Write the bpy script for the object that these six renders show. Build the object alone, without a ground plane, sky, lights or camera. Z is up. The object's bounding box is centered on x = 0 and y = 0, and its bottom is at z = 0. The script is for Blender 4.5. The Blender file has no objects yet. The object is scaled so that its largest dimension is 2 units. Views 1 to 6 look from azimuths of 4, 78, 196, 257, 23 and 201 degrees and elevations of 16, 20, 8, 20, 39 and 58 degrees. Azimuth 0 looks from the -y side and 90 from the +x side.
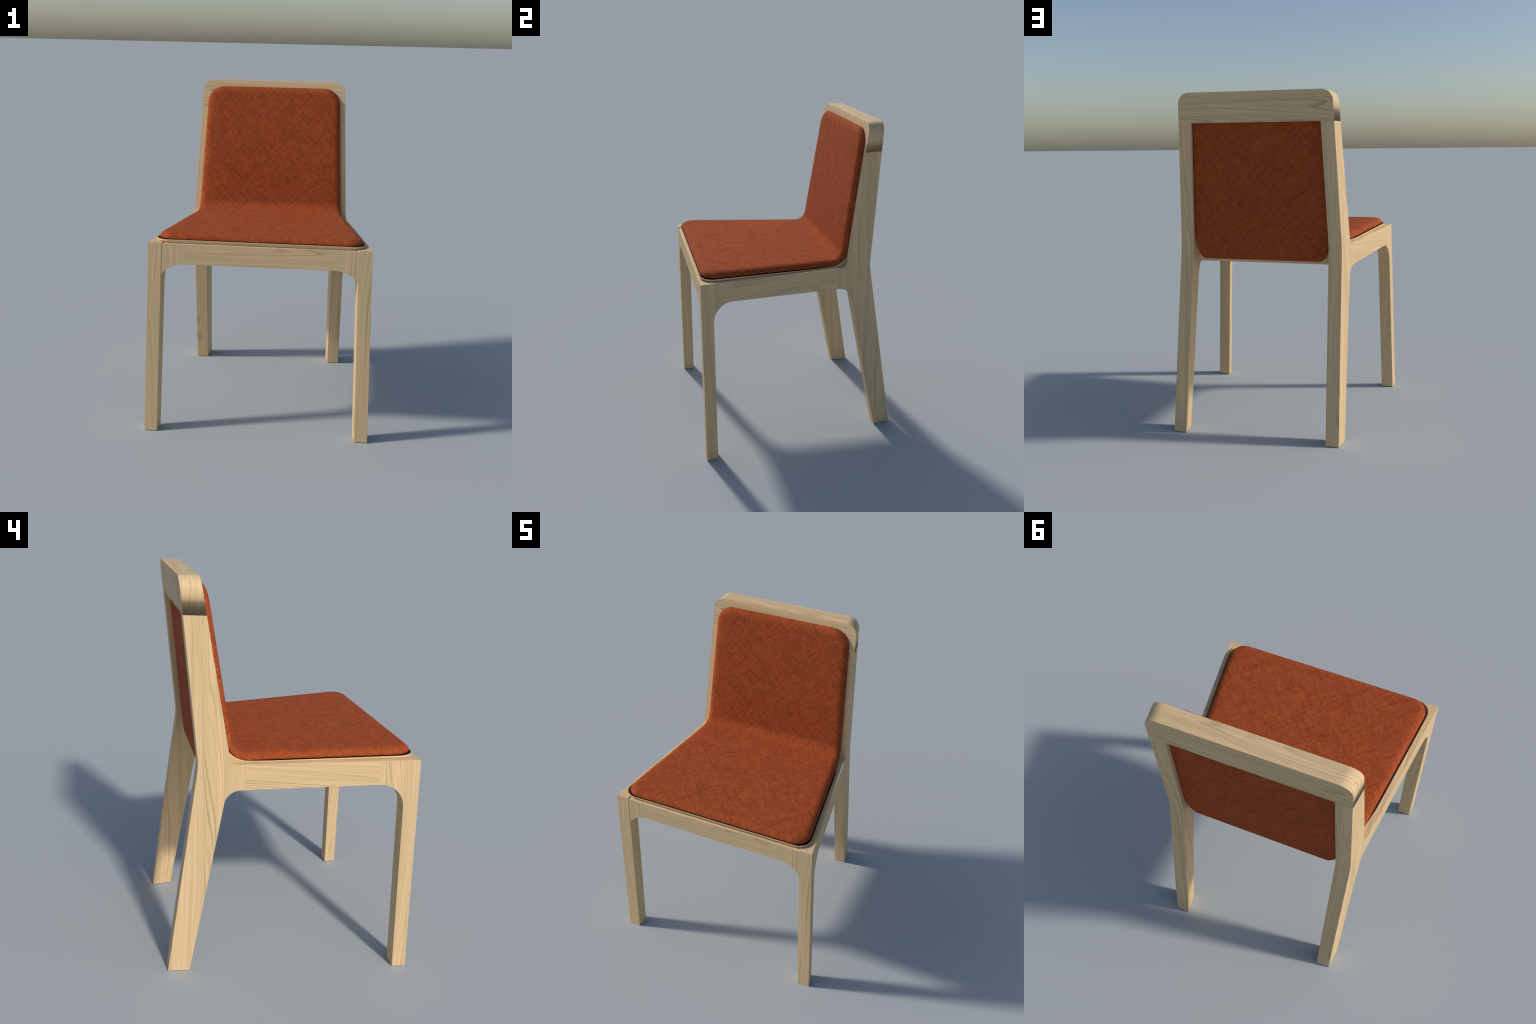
import bpy, bmesh, math
from mathutils import Vector

# ------------------------------------------------------------------ helpers
# outer face of each side frame is one splayed plane: x = A + B*y + C*z
A, B, C = 0.5828, -0.1264, -0.0303
LEG_T = 0.077                      # thickness of the frame timber (in x)


def outer_x(y, z):
    return A + B * y + C * z


def rail_top(y):
    return 1.1379 - 0.0300 * y


def rail_bottom(y):
    return 1.0092 - 0.0427 * y


def stile_front(z):
    return 0.3322 + 0.1694 * (z - 1.2054)


def stile_back(z):
    return 0.5448 + 0.1012 * (z - 1.8287)


SEAM_Z = 1.8287                    # top rail sits on the stiles here
TOP_Z = 2.0


def fillet(p0, corner, p1, r, n=14):
    """Arc of radius r rounding the corner between p0-corner-p1 (2D)."""
    c = Vector(corner)
    d0 = (Vector(p0) - c).normalized()
    d1 = (Vector(p1) - c).normalized()
    half = d0.angle(d1) / 2
    t = r / math.tan(half)
    cen = c + (d0 + d1).normalized() * (r / math.sin(half))
    a = c + d0 * t - cen
    b = c + d1 * t - cen
    total = a.angle(b)
    out = []
    for i in range(n + 1):
        k = i / n
        v = (a * math.sin((1 - k) * total) + b * math.sin(k * total)) / math.sin(total)
        q = cen + v
        out.append((q.x, q.y))
    return out


def line_hit(p, d, q, e):
    """Intersection of 2D lines p+t*d and q+u*e."""
    p, d, q, e = Vector(p), Vector(d), Vector(q), Vector(e)
    den = d.x * e.y - d.y * e.x
    t = ((q.x - p.x) * e.y - (q.y - p.y) * e.x) / den
    r = p + d * t
    return (r.x, r.y)


root = bpy.data.objects.new("upholstered_chair", None)
root.empty_display_size = 0.2
bpy.context.scene.collection.objects.link(root)
root["label"] = "Pale wooden chair with rust orange upholstered seat and back"
root["category"] = "chair"


def add_object(name, mesh, mat, parent=None):
    ob = bpy.data.objects.new(name, mesh)
    bpy.context.scene.collection.objects.link(ob)
    ob.parent = parent or root
    mesh.materials.clear()
    mesh.materials.append(mat)
    return ob


def finish(bm, name, angle=30):
    bmesh.ops.recalc_face_normals(bm, faces=bm.faces[:])
    for f in bm.faces:
        f.smooth = True
    lim = math.radians(angle)
    for e in bm.edges:
        if len(e.link_faces) == 2:
            e.smooth = e.calc_face_angle(0) < lim
        else:
            e.smooth = False
    me = bpy.data.meshes.new(name)
    bm.to_mesh(me)
    bm.free()
    return me


def chamfer(bm, size, keep):
    """Take the sharp edges off; keep(e) -> True leaves an edge crisp."""
    bmesh.ops.recalc_face_normals(bm, faces=bm.faces[:])
    lim = math.radians(40)
    es = [e for e in bm.edges
          if len(e.link_faces) == 2 and e.calc_face_angle(0) > lim and not keep(e)]
    if es:
        bmesh.ops.bevel(bm, geom=es, offset=size, segments=1, profile=0.5,
                        affect='EDGES', clamp_overlap=True)


def prism(outer, inner):
    """Closed solid between two matching outlines (lists of 3D points)."""
    bm = bmesh.new()
    a = [bm.verts.new(p) for p in outer]
    b = [bm.verts.new(p) for p in inner]
    bm.faces.new(a)
    bm.faces.new(list(reversed(b)))
    n = len(a)
    for i in range(n):
        j = (i + 1) % n
        bm.faces.new((a[j], a[i], b[i], b[j]))
    return bm


# ---------------------------------------------------------------- materials
class Nodes:
    def __init__(self, name):
        self.mat = bpy.data.materials.new(name)
        self.mat.use_nodes = True
        self.t = self.mat.node_tree
        self.t.nodes.clear()
        self.out = self.t.nodes.new("ShaderNodeOutputMaterial")
        self.bsdf = self.t.nodes.new("ShaderNodeBsdfPrincipled")
        self.t.links.new(self.bsdf.outputs[0], self.out.inputs[0])

    def put(self, sock, v):
        if isinstance(v, bpy.types.NodeSocket):
            self.t.links.new(v, sock)
        elif v is not None:
            sock.default_value = v

    def math(self, op, a, b=None, c=None, clamp=False):
        n = self.t.nodes.new("ShaderNodeMath")
        n.operation = op
        n.use_clamp = clamp
        for s, v in zip(n.inputs, (a, b, c)):
            self.put(s, v)
        return n.outputs[0]

    def mixf(self, f, a, b):
        n = self.t.nodes.new("ShaderNodeMix")
        n.data_type = 'FLOAT'
        self.put(n.inputs[0], f)
        self.put(n.inputs[2], a)
        self.put(n.inputs[3], b)
        return n.outputs[0]

    def mixc(self, f, a, b, mode='MIX'):
        n = self.t.nodes.new("ShaderNodeMix")
        n.data_type = 'RGBA'
        n.blend_type = mode
        self.put(n.inputs[0], f)
        self.put(n.inputs[6], a)
        self.put(n.inputs[7], b)
        return n.outputs[2]

    def combine(self, x, y, z):
        n = self.t.nodes.new("ShaderNodeCombineXYZ")
        for s, v in zip(n.inputs, (x, y, z)):
            self.put(s, v)
        return n.outputs[0]

    def separate(self, v):
        n = self.t.nodes.new("ShaderNodeSeparateXYZ")
        self.put(n.inputs[0], v)
        return n.outputs

    def noise(self, vec, scale, detail=2.0, rough=0.5, dist=0.0):
        n = self.t.nodes.new("ShaderNodeTexNoise")
        self.put(n.inputs["Vector"], vec)
        n.inputs["Scale"].default_value = scale
        n.inputs["Detail"].default_value = detail
        n.inputs["Roughness"].default_value = rough
        n.inputs["Distortion"].default_value = dist
        return n.outputs[0]

    def ramp(self, f, stops):
        n = self.t.nodes.new("ShaderNodeValToRGB")
        self.put(n.inputs[0], f)
        el = n.color_ramp.elements
        while len(el) < len(stops):
            el.new(0.5)
        for e, (p, c) in zip(el, stops):
            e.position = p
            e.color = (c, c, c, 1) if not isinstance(c, tuple) else (*c, 1)
        return n.outputs[0]

    def smooth(self, v, lo, hi, a=0.0, b=1.0):
        n = self.t.nodes.new("ShaderNodeMapRange")
        n.interpolation_type = 'SMOOTHSTEP'
        self.put(n.inputs[0], v)
        for i, x in enumerate((lo, hi, a, b)):
            n.inputs[i + 1].default_value = x
        return n.outputs[0]

    def bump(self, h, dist, strength=1.0):
        n = self.t.nodes.new("ShaderNodeBump")
        n.inputs["Strength"].default_value = strength
        n.inputs["Distance"].default_value = dist
        self.put(n.inputs["Height"], h)
        return n.outputs[0]


def wood(name, grain, seed, swing=1.0):
    """Pale planed softwood; lines run along `grain` ('x', 'y' or 'z')."""
    N = Nodes(name)
    tc = N.t.nodes.new("ShaderNodeTexCoord")
    geo = N.t.nodes.new("ShaderNodeNewGeometry")
    px, py, pz = N.separate(tc.outputs["Object"])
    nx, ny, nz = [N.math('ABSOLUTE', o) for o in N.separate(geo.outputs["True Normal"])]
    on_x = N.math('MULTIPLY', N.math('GREATER_THAN', nx, ny), N.math('GREATER_THAN', nx, nz))
    on_z = N.math('MULTIPLY', N.math('GREATER_THAN', nz, nx), N.math('GREATER_THAN', nz, ny))
    # veneer-like mapping: pick (along, across) per face direction
    if grain == 'z':
        along = N.mixf(on_z, pz, py)
        across = N.mixf(on_x, px, py)
    elif grain == 'x':
        along = N.mixf(on_x, px, pz)
        across = N.mixf(N.math('ADD', on_x, on_z, clamp=True), pz, py)
    else:
        along = py
        across = N.mixf(on_z, pz, px)
    face = N.math('ADD', N.math('MULTIPLY', on_x, 3.7), N.math('MULTIPLY', on_z, 7.9))
    face = N.math('ADD', face, seed)
    # slow swell of the growth lines -> cathedral figures
    sw = N.noise(N.combine(N.math('MULTIPLY', across, 7.5), N.math('MULTIPLY', along, 0.80), face), 1.0, 0.0, 0.4)
    wob = N.noise(N.combine(N.math('MULTIPLY', across, 22.0), N.math('MULTIPLY', along, 0.9), face), 1.0, 1.0)
    f = N.math('MULTIPLY', across, 78.0)
    f = N.math('ADD', f, N.math('MULTIPLY', sw, 13.0 * swing))
    f = N.math('ADD', f, N.math('MULTIPLY', wob, 2.6))
    ring = N.math('FRACT', f)
    idx = N.math('FLOOR', f)
    wn = N.t.nodes.new("ShaderNodeTexWhiteNoise")
    wn.noise_dimensions = '2D'
    N.put(wn.inputs["Vector"], N.combine(idx, face, 0.0))
    pick = N.math('ADD', 0.10, N.math('MULTIPLY', N.math('POWER', wn.outputs[0], 2.2), 0.90))
    rise = N.smooth(ring, 0.25, 0.84)
    fall = N.smooth(ring, 0.86, 1.0, 1.0, 0.0)
    late = N.math('MULTIPLY', N.math('POWER', rise, 2.0), fall)
    late = N.math('MULTIPLY', late, pick)
    # close-set fine lines and fibres
    g = N.math('ADD', N.math('MULTIPLY', across, 1.0), N.math('MULTIPLY', sw, 0.05 * swing))
    fib = N.noise(N.combine(N.math('MULTIPLY', g, 420.0), N.math('MULTIPLY', along, 2.6), face), 1.0, 2.0, 0.6)
    fib2 = N.noise(N.combine(N.math('MULTIPLY', g, 170.0), N.math('MULTIPLY', along, 1.2), face), 1.0, 2.0, 0.55)
    tone = N.noise(N.combine(N.math('MULTIPLY', g, 30.0), N.math('MULTIPLY', along, 1.0), face), 1.0, 2.0)
    hue = N.noise(N.combine(N.math('MULTIPLY', g, 48.0), N.math('MULTIPLY', along, 0.9), N.math('ADD', face, 17.0)), 1.0, 2.0)
    col = N.mixc(N.smooth(tone, 0.38, 0.66), WOOD_A, WOOD_B)
    col = N.mixc(N.math('MULTIPLY', N.smooth(hue, 0.50, 0.72), 0.55), col, WOOD_P)
    col = N.mixc(N.math('MULTIPLY', N.smooth(fib2, 0.46, 0.68), 0.42), col, WOOD_C)
    col = N.mixc(N.math('MULTIPLY', N.smooth(fib, 0.45, 0.72), 0.26), col, WOOD_C)
    col = N.mixc(N.math('MULTIPLY', late, 0.70), col, WOOD_D)
    # the odd darker vein
    vein = N.noise(N.combine(N.math('MULTIPLY', g, 62.0), N.math('MULTIPLY', along, 1.1), N.math('ADD', face, 31.0)), 1.0, 1.0)
    col = N.mixc(N.math('MULTIPLY', N.smooth(vein, 0.66, 0.78), 0.48), col, WOOD_D)
    N.put(N.bsdf.inputs["Base Color"], col)
    N.bsdf.inputs["Roughness"].default_value = 0.62
    N.bsdf.inputs["Specular IOR Level"].default_value = 0.25
    h = N.math('ADD', N.math('MULTIPLY', fib, 0.5), N.math('MULTIPLY', late, -0.4))
    N.put(N.bsdf.inputs["Normal"], N.bump(h, 0.0004, 0.35))
    return N.mat


WOOD_A = (0.745, 0.522, 0.286, 1)
WOOD_B = (0.650, 0.465, 0.250, 1)
WOOD_P = (0.745, 0.515, 0.315, 1)
WOOD_C = (0.540, 0.400, 0.220, 1)
WOOD_D = (0.350, 0.258, 0.128, 1)


def fabric(name, gain=1.0):
    """Rust wool/linen: mottled on the bias, with fine crossing threads."""
    N = Nodes(name)
    tc = N.t.nodes.new("ShaderNodeTexCoord")
    px, py, pz = N.separate(tc.outputs["Object"])
    # unrolled cloth coordinates: s runs along the seat, then up the back;
    # across the seat the cloth is folded down over its sides
    s = N.math('ADD', N.math('MINIMUM', py, 0.27), N.math('MAXIMUM', N.math('SUBTRACT', pz, 1.20), 0.0))
    low = N.math('LESS_THAN', py, 0.24)
    drop = N.math('MULTIPLY', N.math('MINIMUM', N.math('SUBTRACT', pz, 1.185), 0.0), low)
    px = N.math('SUBTRACT', px, N.math('MULTIPLY', drop, N.math('SIGN', px)))
    low_back = N.math('MULTIPLY', N.math('MINIMUM', N.math('SUBTRACT', pz, 1.20), 0.0), N.math('SUBTRACT', 1.0, low))
    s = N.math('ADD', s, low_back)
    d1 = N.math('ADD', px, s)
    d2 = N.math('SUBTRACT', px, s)
    k = 0.7071
    d1 = N.math('MULTIPLY', d1, k)
    d2 = N.math('MULTIPLY', d2, k)
    def streak(u, v, fu, fv, z, det=2.0):
        return N.noise(N.combine(N.math('MULTIPLY', u, fu), N.math('MULTIPLY', v, fv), z), 1.0, det, 0.6)
    bias = N.math('MULTIPLY', N.math('ADD', streak(d1, d2, 66, 12, 0.3, 2.0), streak(d1, d2, 12, 66, 5.1, 2.0)), 0.5)
    long1 = streak(d1, d2, 90, 6, 7.7, 1.0)
    long2 = streak(d1, d2, 6, 90, 9.4, 1.0)
    longs = N.math('MINIMUM', N.smooth(long1, 0.30, 0.52), N.smooth(long2, 0.30, 0.52))
    hatch = N.math('MULTIPLY', N.math('ADD', streak(d1, d2, 220, 14, 0.0), streak(d1, d2, 14, 220, 2.0)), 0.5)
    grain = N.noise(N.combine(px, s, pz), 330.0, 2.0, 0.6)
    weft = streak(px, s, 24, 230, 0.7, 1.0)
    warp = streak(px, s, 230, 24, 3.3, 1.0)
    col = N.mixc(N.smooth(bias, 0.31, 0.66), FAB_D, FAB_M)
    col = N.mixc(N.math('MULTIPLY', N.smooth(hatch, 0.48, 0.66), 0.46), col, FAB_L)
    col = N.mixc(N.math('MULTIPLY', N.smooth(hatch, 0.35, 0.50, 1.0, 0.0), 0.46), col, FAB_DD)
    col = N.mixc(N.math('MULTIPLY', N.smooth(grain, 0.35, 0.55, 1.0, 0.0), 0.22), col, FAB_DD)
    col = N.mixc(N.math('MULTIPLY', N.math('SUBTRACT', 1.0, longs), 0.36), col, FAB_DD)
    slub = N.math('MAXIMUM', N.smooth(weft, 0.63, 0.76), N.smooth(warp, 0.63, 0.76))
    col = N.mixc(N.math('MULTIPLY', slub, 0.50), col, FAB_L)
    slubd = N.math('MAXIMUM', N.smooth(weft, 0.24, 0.36, 1.0, 0.0), N.smooth(warp, 0.24, 0.36, 1.0, 0.0))
    col = N.mixc(N.math('MULTIPLY', slubd, 0.50), col, FAB_DD)
    N.put(N.bsdf.inputs["Base Color"], col)
    N.bsdf.inputs["Roughness"].default_value = 0.92
    N.bsdf.inputs["Specular IOR Level"].default_value = 0.10
    N.bsdf.inputs["Sheen Weight"].default_value = 0.05
    N.bsdf.inputs["Sheen Roughness"].default_value = 0.5
    N.bsdf.inputs["Sheen Tint"].default_value = (1.0, 0.42, 0.22, 1)
    h = N.math('ADD', N.math('MULTIPLY', N.math('ADD', weft, warp), 0.5), N.math('MULTIPLY', hatch, 0.8))
    h = N.math('ADD', h, N.math('MULTIPLY', bias, 1.2))
    N.put(N.bsdf.inputs["Normal"], N.bump(h, 0.0026, 0.5))
    return N.mat


FAB_L = (0.560, 0.125, 0.034, 1)
FAB_M = (0.412, 0.084, 0.023, 1)
FAB_D = (0.292, 0.059, 0.018, 1)
FAB_DD = (0.170, 0.036, 0.013, 1)

mat_leg_l = wood("wood_leg_figured", 'z', 3.1, 1.25)
mat_leg_r = wood("wood_leg_plain", 'z', 11.4)
mat_back_l = wood("wood_post_figured", 'z', 21.7, 1.25)
mat_back_r = wood("wood_post_plain", 'z', 34.2)
mat_block = wood("wood_block", 'z', 41.3, 0.25)
mat_side = wood("wood_side_rail", 'y', 5.2)
mat_side2 = wood("wood_side_rail_figured", 'y', 15.9, 1.3)
mat_front = wood("wood_front_rail", 'x', 52.8, 1.5)
mat_top = wood("wood_top_rail", 'x', 62.3, 1.2)
mat_shell = wood("wood_shell", 'y', 71.5, 0.4)
mat_fab = fabric("rust_fabric")

Nl = Nodes("dark_gap")
Nl.bsdf.inputs["Base Color"].default_value = (0.018, 0.014, 0.012, 1)
Nl.bsdf.inputs["Roughness"].default_value = 0.9
Nl.bsdf.inputs["Specular IOR Level"].default_value = 0.1
mat_dark_gap = Nl.mat

# --------------------------------------------------------------- side frames
JOINT_F, JOINT_B = -0.4075, 0.2490      # where the side rail meets the leg blocks
F_BOT0, F_TOP0 = (-0.6255, 0.0), (-0.6025, 1.1560)
F_BOT1, F_SLOPE = (-0.5555, 0.0), (0.0235, 1.0)


def front_leg_outline():
    c = line_hit(F_BOT1, F_SLOPE, (0, rail_bottom(0)), (1, -0.0427))
    jb = (JOINT_F, rail_bottom(JOINT_F))
    arc = fillet(F_BOT1, c, (0.3, rail_bottom(0.3)), 0.118, 18)
    arc = [p for p in arc if p[0] < JOINT_F - 0.001]
    return [F_BOT0, F_BOT1] + arc + [jb, (JOINT_F, rail_top(JOINT_F)), (F_TOP0[0], rail_top(F_TOP0[0]))]


def back_leg_outline():
    foot_f, foot_b = (0.5142, 0.0), (0.6248, 0.0)
    c = line_hit(foot_f, (-0.1792, 1.0), (0, rail_bottom(0)), (1, -0.0427))
    under = fillet((0, rail_bottom(0)), c, foot_f, 0.085, 14)
    knee = line_hit(foot_b, (-0.1345, 1.0), (stile_back(1.5), 1.5), (0.1012, 1.0))
    back = fillet(foot_b, knee, (stile_back(1.8), 1.8), 0.35, 10)
    nc = line_hit((0, rail_top(0)), (1, -0.03), (stile_front(1.5), 1.5), (0.1694, 1.0))
    notch = fillet((stile_front(1.8), 1.8), nc, (0, rail_top(0)), 0.032, 10)
    return ([(JOINT_B, rail_bottom(JOINT_B))] + [p for p in under if p[0] > JOINT_B + 0.001]
            + [foot_f, foot_b] + back
            + [(stile_back(SEAM_Z), SEAM_Z), (stile_front(SEAM_Z), SEAM_Z)] + notch
            + [(JOINT_B, rail_top(JOINT_B))])


def side_rail_outline():
    return [(JOINT_F, rail_bottom(JOINT_F)), (JOINT_B, rail_bottom(JOINT_B)),
            (JOINT_B, rail_top(JOINT_B)), (JOINT_F, rail_top(JOINT_F))]


def side_part(name, outline, sign, mat, inset=0.0):
    outer = [(sign * (outer_x(y, z) - inset), y, z) for y, z in outline]
    inner = [(sign * (outer_x(y, z) - LEG_T + inset), y, z) for y, z in outline]
    bm = prism(outer, inner)

    def crisp(e):
        ys = [v.co.y for v in e.verts]
        zs = [v.co.z for v in e.verts]
        flush = any(all(abs(y - j) < 1e-4 for y in ys) for j in (JOINT_F, JOINT_B))
        return flush or (all(abs(z - SEAM_Z) < 1e-4 for z in zs))
    chamfer(bm, 0.0008, crisp)
    return add_object(name, finish(bm, name), mat)


for sign in (-1, 1):
    side_part("front_leg", front_leg_outline(), sign, mat_leg_l if sign < 0 else mat_leg_r)
    side_part("back_leg", back_leg_outline(), sign, mat_back_l if sign < 0 else mat_back_r)
    side_part("side_rail", side_rail_outline(), sign, mat_side if sign < 0 else mat_side2)

# --------------------------------------------------------------- front rail
BLOCK_X = 0.4340                        # joint between rail and corner blocks
FR_TOP, FR_BOT = 1.1505, 1.0348


def front_face(z):
    return -0.6255 + 0.0199 * z + 0.0004


def front_piece(name, outline, mat, crisp_x):
    depth = 0.060
    outer = [(x, front_face(z), z) for x, z in outline]
    inner = [(x, front_face(z) + depth, z) for x, z in outline]
    bm = prism(outer, inner)
    chamfer(bm, 0.0008, lambda e: any(all(abs(v.co.x - c) < 1e-4 for v in e.verts) for c in crisp_x))
    return add_object(name, finish(bm, name), mat)


front_piece("front_rail", [(-BLOCK_X, FR_BOT), (BLOCK_X, FR_BOT), (BLOCK_X, FR_TOP), (-BLOCK_X, FR_TOP)],
            mat_front, (-BLOCK_X, BLOCK_X))
for sign in (-1, 1):
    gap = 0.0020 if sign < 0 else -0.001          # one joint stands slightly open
    R = 0.134
    arc = []
    for i in range(0, 19):
        a = math.radians(66.0 * i / 18)
        x = BLOCK_X + R * math.sin(a)
        z = FR_BOT - R * (1 - math.cos(a))
        lim = outer_x(-0.60, z) - LEG_T - gap
        if x >= lim - 0.002:
            zl = z
            arc.append((lim, zl))
            break
        arc.append((x, z))
    top = (outer_x(-0.60, FR_TOP) - LEG_T - gap, FR_TOP)
    out = [(BLOCK_X, FR_TOP)] + arc + [top]
    front_piece("corner_block", [(sign * x, z) for x, z in out], mat_block, (sign * BLOCK_X,))

# ---------------------------------------------------------------- rear rail
zs0, zs1 = 1.014, 1.165


def rear_y(z):
    return 0.412 + 0.165 * (z - 1.016)


# its top is hollowed to carry on the curve of the side frames under the pad
nc = line_hit((0, rail_top(0)), (1, -0.03), (stile_front(1.5), 1.5), (0.1694, 1.0))
hollow = fillet((stile_front(1.8), 1.8), nc, (0, rail_top(0)), 0.032, 10)
sec = ([(0.225, rail_top(0.225) - 0.0012), (0.225, 1.075), (0.290, zs0), (rear_y(zs0), zs0), (rear_y(zs1), zs1),
        (stile_front(1.30) + 0.03, 1.30), (stile_front(1.30) + 0.0012, 1.30)]
       + [(y + 0.0012, z - 0.0008) for y, z in hollow])
bm = prism([(-(outer_x(y, z) - LEG_T + 0.004), y, z) for y, z in sec],
           [(outer_x(y, z) - LEG_T + 0.004, y, z) for y, z in sec])
add_object("rear_rail", finish(bm, "rear_rail"), mat_top)

# ----------------------------------------------------------------- top rail
R_TOP = 0.066
NARC = 12


def top_outline(y_of):
    pts = []
    zc = TOP_Z - R_TOP
    for sign in (1, -1):
        side = []
        side.append((outer_x(y_of(SEAM_Z), SEAM_Z), SEAM_Z))
        xc = outer_x(y_of(zc), zc) - R_TOP
        for i in range(NARC + 1):
            a = math.pi / 2 * i / NARC
            side.append((xc + R_TOP * math.cos(a), zc + R_TOP * math.sin(a)))
        pts += [(sign * x, y_of(z), z) for x, z in (side if sign > 0 else reversed(side))]
    return pts


front_pts = top_outline(lambda z: stile_front(z))
back_pts = top_outline(lambda z: stile_back(z))
bm = prism(front_pts, back_pts)
bmesh.ops.recalc_face_normals(bm, faces=bm.faces[:])
n_side = NARC + 2
me = finish(bm, "top_rail", 30)
top = add_object("top_rail", me, mat_top)
# flat end faces: normals bent downward to shade them dark towards the seam
nrm = []
for p in me.polygons:
    end = abs(p.normal.y) < 0.6 and not (abs(p.normal.z) > 0.97 and p.area > 0.03)
    for li in p.loop_indices:
        v = me.vertices[me.loops[li].vertex_index].co
        if not end:
            nrm.append(p.normal.copy())
            continue
        s = 1 if v.x > 0 else -1
        if v.z < SEAM_Z + 0.01:
            nrm.append(Vector((-0.40 * s, 0.0, -1.0)).normalized())
        else:
            yy = v.y
            xc = outer_x(yy, TOP_Z - R_TOP) - R_TOP
            nrm.append(Vector((s * max(abs(v.x) - xc, 0.0), 0.0, max(v.z - (TOP_Z - R_TOP), 0.0))).normalized())
me.normals_split_custom_set(nrm)

# ------------------------------------------------------ seat shell and cushion
SHIFT_X = 0.001
SEAT_A, SEAT_B = 1.1474, -0.0440          # base line of the seat: z = A + B*y
Y_FRONT, Z_TOP = -0.5850, 1.9600
BEND_R = 0.104


def base_path():
    p0 = (Y_FRONT, SEAT_A + SEAT_B * Y_FRONT)
    p2 = (stile_front(Z_TOP), Z_TOP)
    c = line_hit(p0, (1, SEAT_B), p2, (0.1694, 1.0))
    arc = [Vector(p) for p in fillet(p0, c, p2, BEND_R, 40)]
    return Vector(p0), arc, Vector(p2)


P0, ARC, P2 = base_path()
L1 = (ARC[0] - P0).length
ARC_LEN = sum((ARC[i + 1] - ARC[i]).length for i in range(len(ARC) - 1))
L3 = (P2 - ARC[-1]).length
LEN = L1 + ARC_LEN + L3


def path_at(s):
    """Point and unit normal (towards the sitter) of the base line at length s."""
    if s <= L1:
        d = (ARC[0] - P0).normalized()
        p = P0 + d * s
    elif s >= L1 + ARC_LEN:
        d = (P2 - ARC[-1]).normalized()
        p = ARC[-1] + d * (s - L1 - ARC_LEN)
    else:
        t = (s - L1) / ARC_LEN
        d0 = (ARC[0] - P0).normalized()
        d1 = (P2 - ARC[-1]).normalized()
        th = d0.angle(d1)
        d = (d0 * math.sin((1 - t) * th) + d1 * math.sin(t * th)) / math.sin(th)
        i = min(int(t * 40), 39)
        p = ARC[i].lerp(ARC[i + 1], t * 40 - i)
    return p, Vector((-d.y, d.x))


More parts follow.
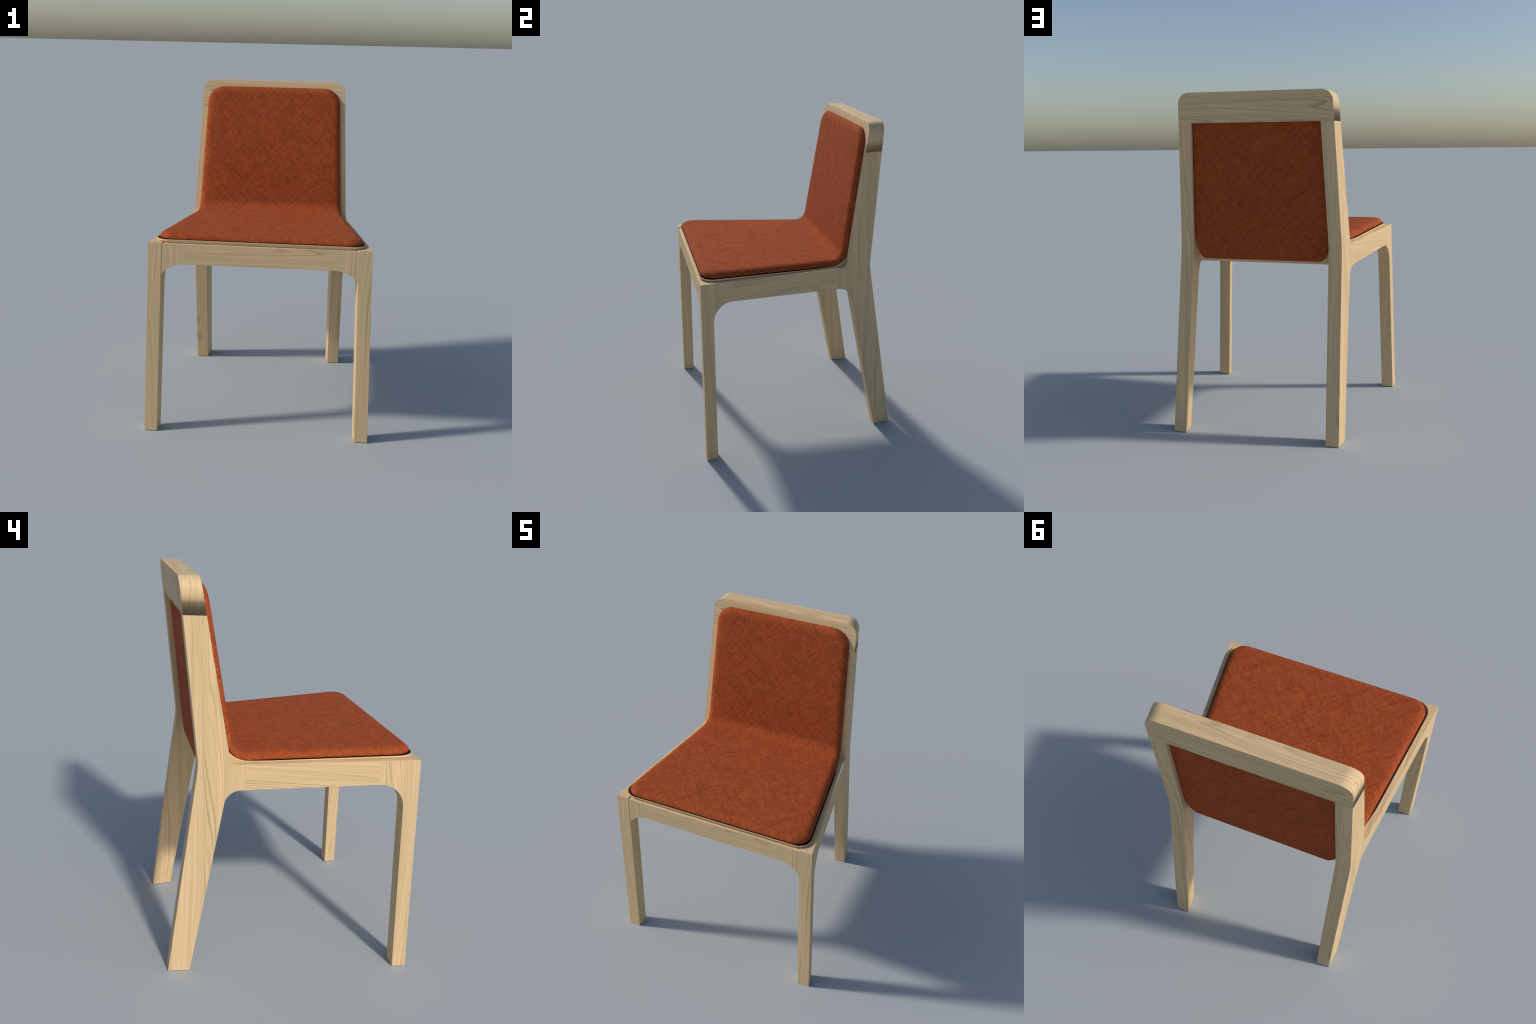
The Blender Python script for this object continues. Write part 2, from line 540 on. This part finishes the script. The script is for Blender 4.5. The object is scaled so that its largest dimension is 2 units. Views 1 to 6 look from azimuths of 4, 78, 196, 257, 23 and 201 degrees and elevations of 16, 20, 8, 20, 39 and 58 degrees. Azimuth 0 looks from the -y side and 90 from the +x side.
def pad_mesh(s0, s1, inset, r_front, r_top, upper, lower, rows=170, cols=72, inset_back=None, taper=0.0, ramp=None):
    """L-shaped pad: planform with rounded corners following the base path.
    upper(d, s), lower(d, s) give the offsets from the base line at distance d from the rim."""
    if inset_back is None:
        inset_back = inset
    length = s1 - s0
    svals = []
    for i in range(rows + 1):
        k = i / rows
        e = 0.5 - 0.5 * math.cos(math.pi * k)
        svals.append(s0 + length * (0.45 * k + 0.55 * e))
    # extra rows in the end radii
    extra = [s0 + 0.012 * (i / 10) ** 2 for i in range(1, 10)]
    extra += [s1 - 0.012 * (i / 10) ** 2 for i in range(1, 10)]
    svals = sorted(set(svals + extra))
    grid_u, grid_l = [], []
    bm = bmesh.new()
    for ri, s in enumerate(svals):
        p, n = path_at(s)
        r0, r1 = ramp or (L1 + 0.02, 0.10)
        t = min(max((s - r0) / r1, 0), 1)
        ins = inset + (inset_back - inset) * t
        w = outer_x(p.x, p.y) - ins
        da, db = s - s0, s1 - s
        cut = 0.0
        if da < r_front:
            cut = r_front - math.sqrt(max(r_front ** 2 - (r_front - da) ** 2, 0))
        elif db < r_top:
            cut = r_top - math.sqrt(max(r_top ** 2 - (r_top - db) ** 2, 0))
        ww = w - cut
        ru, rl = [], []
        for ci in range(cols + 1):
            tau = 2 * ci / cols - 1
            x = ww * (0.25 * tau + 0.75 * math.sin(math.pi / 2 * tau))
            dx = w - abs(x)
            d = min(dx, da, db)
            for dd, rr in ((da, r_front), (db, r_top)):
                if dx < rr and dd < rr:
                    d = rr - math.hypot(rr - dx, rr - dd)
            d = max(d, 0.0)
            edge = ri in (0, len(svals) - 1) or ci in (0, cols)
            if edge:
                d = 0.0
            hu = upper(d, s)
            q = p + n * hu
            vu = bm.verts.new((x + SHIFT_X, q.x, q.y))
            if edge and abs(lower(0, s) - upper(0, s)) < 1e-6:
                vl = vu
            else:
                q = p + n * lower(d, s)
                kx = (ww - taper) / max(ww, 1e-4)
                back = taper * max(1 - da / 0.1, 0.0)
                vl = bm.verts.new((x * kx + SHIFT_X, q.x + back, q.y))
            ru.append(vu)
            rl.append(vl)
        grid_u.append(ru)
        grid_l.append(rl)
    nr = len(svals)
    for i in range(nr - 1):
        for j in range(cols):
            bm.faces.new((grid_u[i][j], grid_u[i][j + 1], grid_u[i + 1][j + 1], grid_u[i + 1][j]))
            bm.faces.new((grid_l[i][j], grid_l[i + 1][j], grid_l[i + 1][j + 1], grid_l[i][j + 1]))
    if grid_u[0][0] is not grid_l[0][0]:
        ring_u = ([grid_u[0][j] for j in range(cols + 1)] + [grid_u[i][cols] for i in range(1, nr)]
                  + [grid_u[-1][j] for j in range(cols - 1, -1, -1)] + [grid_u[i][0] for i in range(nr - 2, 0, -1)])
        ring_l = ([grid_l[0][j] for j in range(cols + 1)] + [grid_l[i][cols] for i in range(1, nr)]
                  + [grid_l[-1][j] for j in range(cols - 1, -1, -1)] + [grid_l[i][0] for i in range(nr - 2, 0, -1)])
        m = len(ring_u)
        if taper:
            # vertical upper band, then the lower edge rolls under
            ring_m = [bm.verts.new(u.co.lerp(Vector((u.co.x, u.co.y, l.co.z)), 0.35)) for u, l in zip(ring_u, ring_l)]
            for i in range(m):
                j = (i + 1) % m
                bm.faces.new((ring_u[j], ring_u[i], ring_m[i], ring_m[j]))
            ring_u = ring_m
        for i in range(m):
            j = (i + 1) % m
            bm.faces.new((ring_u[j], ring_u[i], ring_l[i], ring_l[j]))
    return bm


THICK = 0.0345
THICK_BACK = 0.0310
PAD_0 = -0.0015
RIM = 0.005                                # height of the pad's widest line
CROWN = 0.043


def pad_up(d, s):
    k = min(d / CROWN, 1.0)
    e = math.sqrt(1 - (1 - k) ** 2)
    t = min(max((s - L1) / ARC_LEN, 0), 1)
    full = THICK + (THICK_BACK - THICK) * t * t * (3 - 2 * t)
    return PAD_0 + RIM + (full - RIM) * e + 0.005 * (1 - math.exp(-d / 0.09))


def pad_low(d, s):
    k = min(d / 0.010, 1.0)
    return PAD_0 + RIM * (1 - math.sqrt(max(1 - (1 - k) ** 2, 0)))


bm = pad_mesh(0.0, LEN, 0.0354, 0.099, 0.102, pad_up, pad_low)
bmesh.ops.recalc_face_normals(bm, faces=bm.faces[:])
for f in bm.faces:
    f.smooth = True
whole = bpy.data.meshes.new("cushion_whole")
bm.to_mesh(whole)
normals = [v.normal.copy() for v in whole.vertices]


def fold_side(co):
    """True on the back half of the pad: beyond the bisector of the bend."""
    mid = ARC[len(ARC) // 2]
    d0 = (ARC[0] - P0).normalized()
    d1 = (P2 - ARC[-1]).normalized()
    tang = (d0 + d1).normalized()
    return (Vector((co[1], co[2])) - mid).dot(tang) > 0


def region(name, keep_back):
    b2 = bm.copy()
    b2.verts.ensure_lookup_table()
    tag = b2.verts.layers.int.new("src")
    for v in b2.verts:
        v[tag] = v.index
    kill = [f for f in b2.faces if fold_side(f.calc_center_median()) != keep_back]
    bmesh.ops.delete(b2, geom=kill, context='FACES')
    src = [v[tag] for v in b2.verts]
    b2.verts.layers.int.remove(tag)
    m = bpy.data.meshes.new(name)
    b2.to_mesh(m)
    b2.free()
    m.normals_split_custom_set_from_vertices([normals[i] for i in src])
    return add_object(name, m, mat_fab)


bm.verts.index_update()
region("seat_cushion", False)
region("back_cushion", True)
bm.free()
bpy.data.meshes.remove(whole)

# near-black sheet modelled to draw the dark gap line around the pad
bm = pad_mesh(-0.0028, LEN - 0.03, 0.0308, 0.092, 0.10,
              lambda d, s: -0.005, lambda d, s: -0.009,
              rows=110, cols=40, inset_back=0.0440, ramp=(L1 - 0.10, 0.11))
add_object("cushion_dark_gap", finish(bm, "cushion_dark_gap", 40), mat_dark_gap)


# bent wooden shell under the pad, its rim standing proud of the rails
def shell_low(d, s):
    t = min(max(s / L1, 0), 1)
    if s > L1:
        u = min((s - L1) / ARC_LEN, 1.0)
        return -0.015 - 0.020 * math.sin(math.pi * u)
    return -(0.026 - 0.011 * t)


def shell_up(d, s):
    if s > L1 + 0.5 * ARC_LEN:
        return -0.003 - 0.004 * min((s - L1 - 0.5 * ARC_LEN) / 0.05, 1)
    return -0.0006 - 0.0074 * min(max(d - 0.0025, 0) / 0.002, 1)


bm = pad_mesh(-0.0062, LEN - 0.04, 0.0255, 0.088, 0.10, shell_up, shell_low, rows=110, cols=64, inset_back=0.0350, taper=0.014, ramp=(L1 - 0.10, 0.11))
add_object("seat_shell", finish(bm, "seat_shell", 40), mat_shell)

# --------------------------------------------------- upholstered back panel
P_T = 0.030                                # thickness
Z_LOW = 1.031


def panel_back(z):
    return 0.4370 + 0.1012 * (z - 1.0324)


def panel_half(z):
    """Half width: fills the gap between the posts, rounded in at the foot."""
    full = outer_x(panel_back(z), z) - LEG_T - 0.0012
    h = z - Z_LOW
    k = 0.150
    if h < k:
        e = max(1 - (1 - h / k) ** 2.4, 0.0) ** (1 / 1.7)
        foot = 0.350 + (0.4105 - 0.350) * e
        return min(full, foot)
    return full


zz = [Z_LOW + 0.150 * (i / 36) ** 2 for i in range(37)] + [1.22 + (1.829 - 1.22) * i / 20 for i in range(21)]
bm = bmesh.new()
rows_b, rows_f = [], []
NC = 24
for z in zz:
    w = panel_half(z)
    rb, rf = [], []
    roll = 0.006
    dz = z - Z_LOW
    for j in range(NC + 1):
        tau = 2 * j / NC - 1
        x = w * math.sin(math.pi / 2 * tau)
        d = min(w - abs(x), dz * 1.2 if dz < 0.05 else 1.0)
        kk = min(max(d, 0) / roll, 1)
        y = panel_back(z) - roll * (1 - math.sqrt(max(1 - (1 - kk) ** 2, 0)))
        rb.append(bm.verts.new((x, y, z)))
        rf.append(bm.verts.new((x, panel_back(z) - P_T, z)))
    rows_b.append(rb)
    rows_f.append(rf)
for i in range(len(zz) - 1):
    for j in range(NC):
        bm.faces.new((rows_b[i][j], rows_b[i + 1][j], rows_b[i + 1][j + 1], rows_b[i][j + 1]))
        bm.faces.new((rows_f[i][j], rows_f[i][j + 1], rows_f[i + 1][j + 1], rows_f[i + 1][j]))
    for j in (0, NC):
        bm.faces.new((rows_b[i][j], rows_f[i][j], rows_f[i + 1][j], rows_b[i + 1][j]))
for i in (0, len(zz) - 1):
    for j in range(NC):
        bm.faces.new((rows_b[i][j], rows_b[i][j + 1], rows_f[i][j + 1], rows_f[i][j]))
add_object("back_panel", finish(bm, "back_panel", 50), mat_fab)
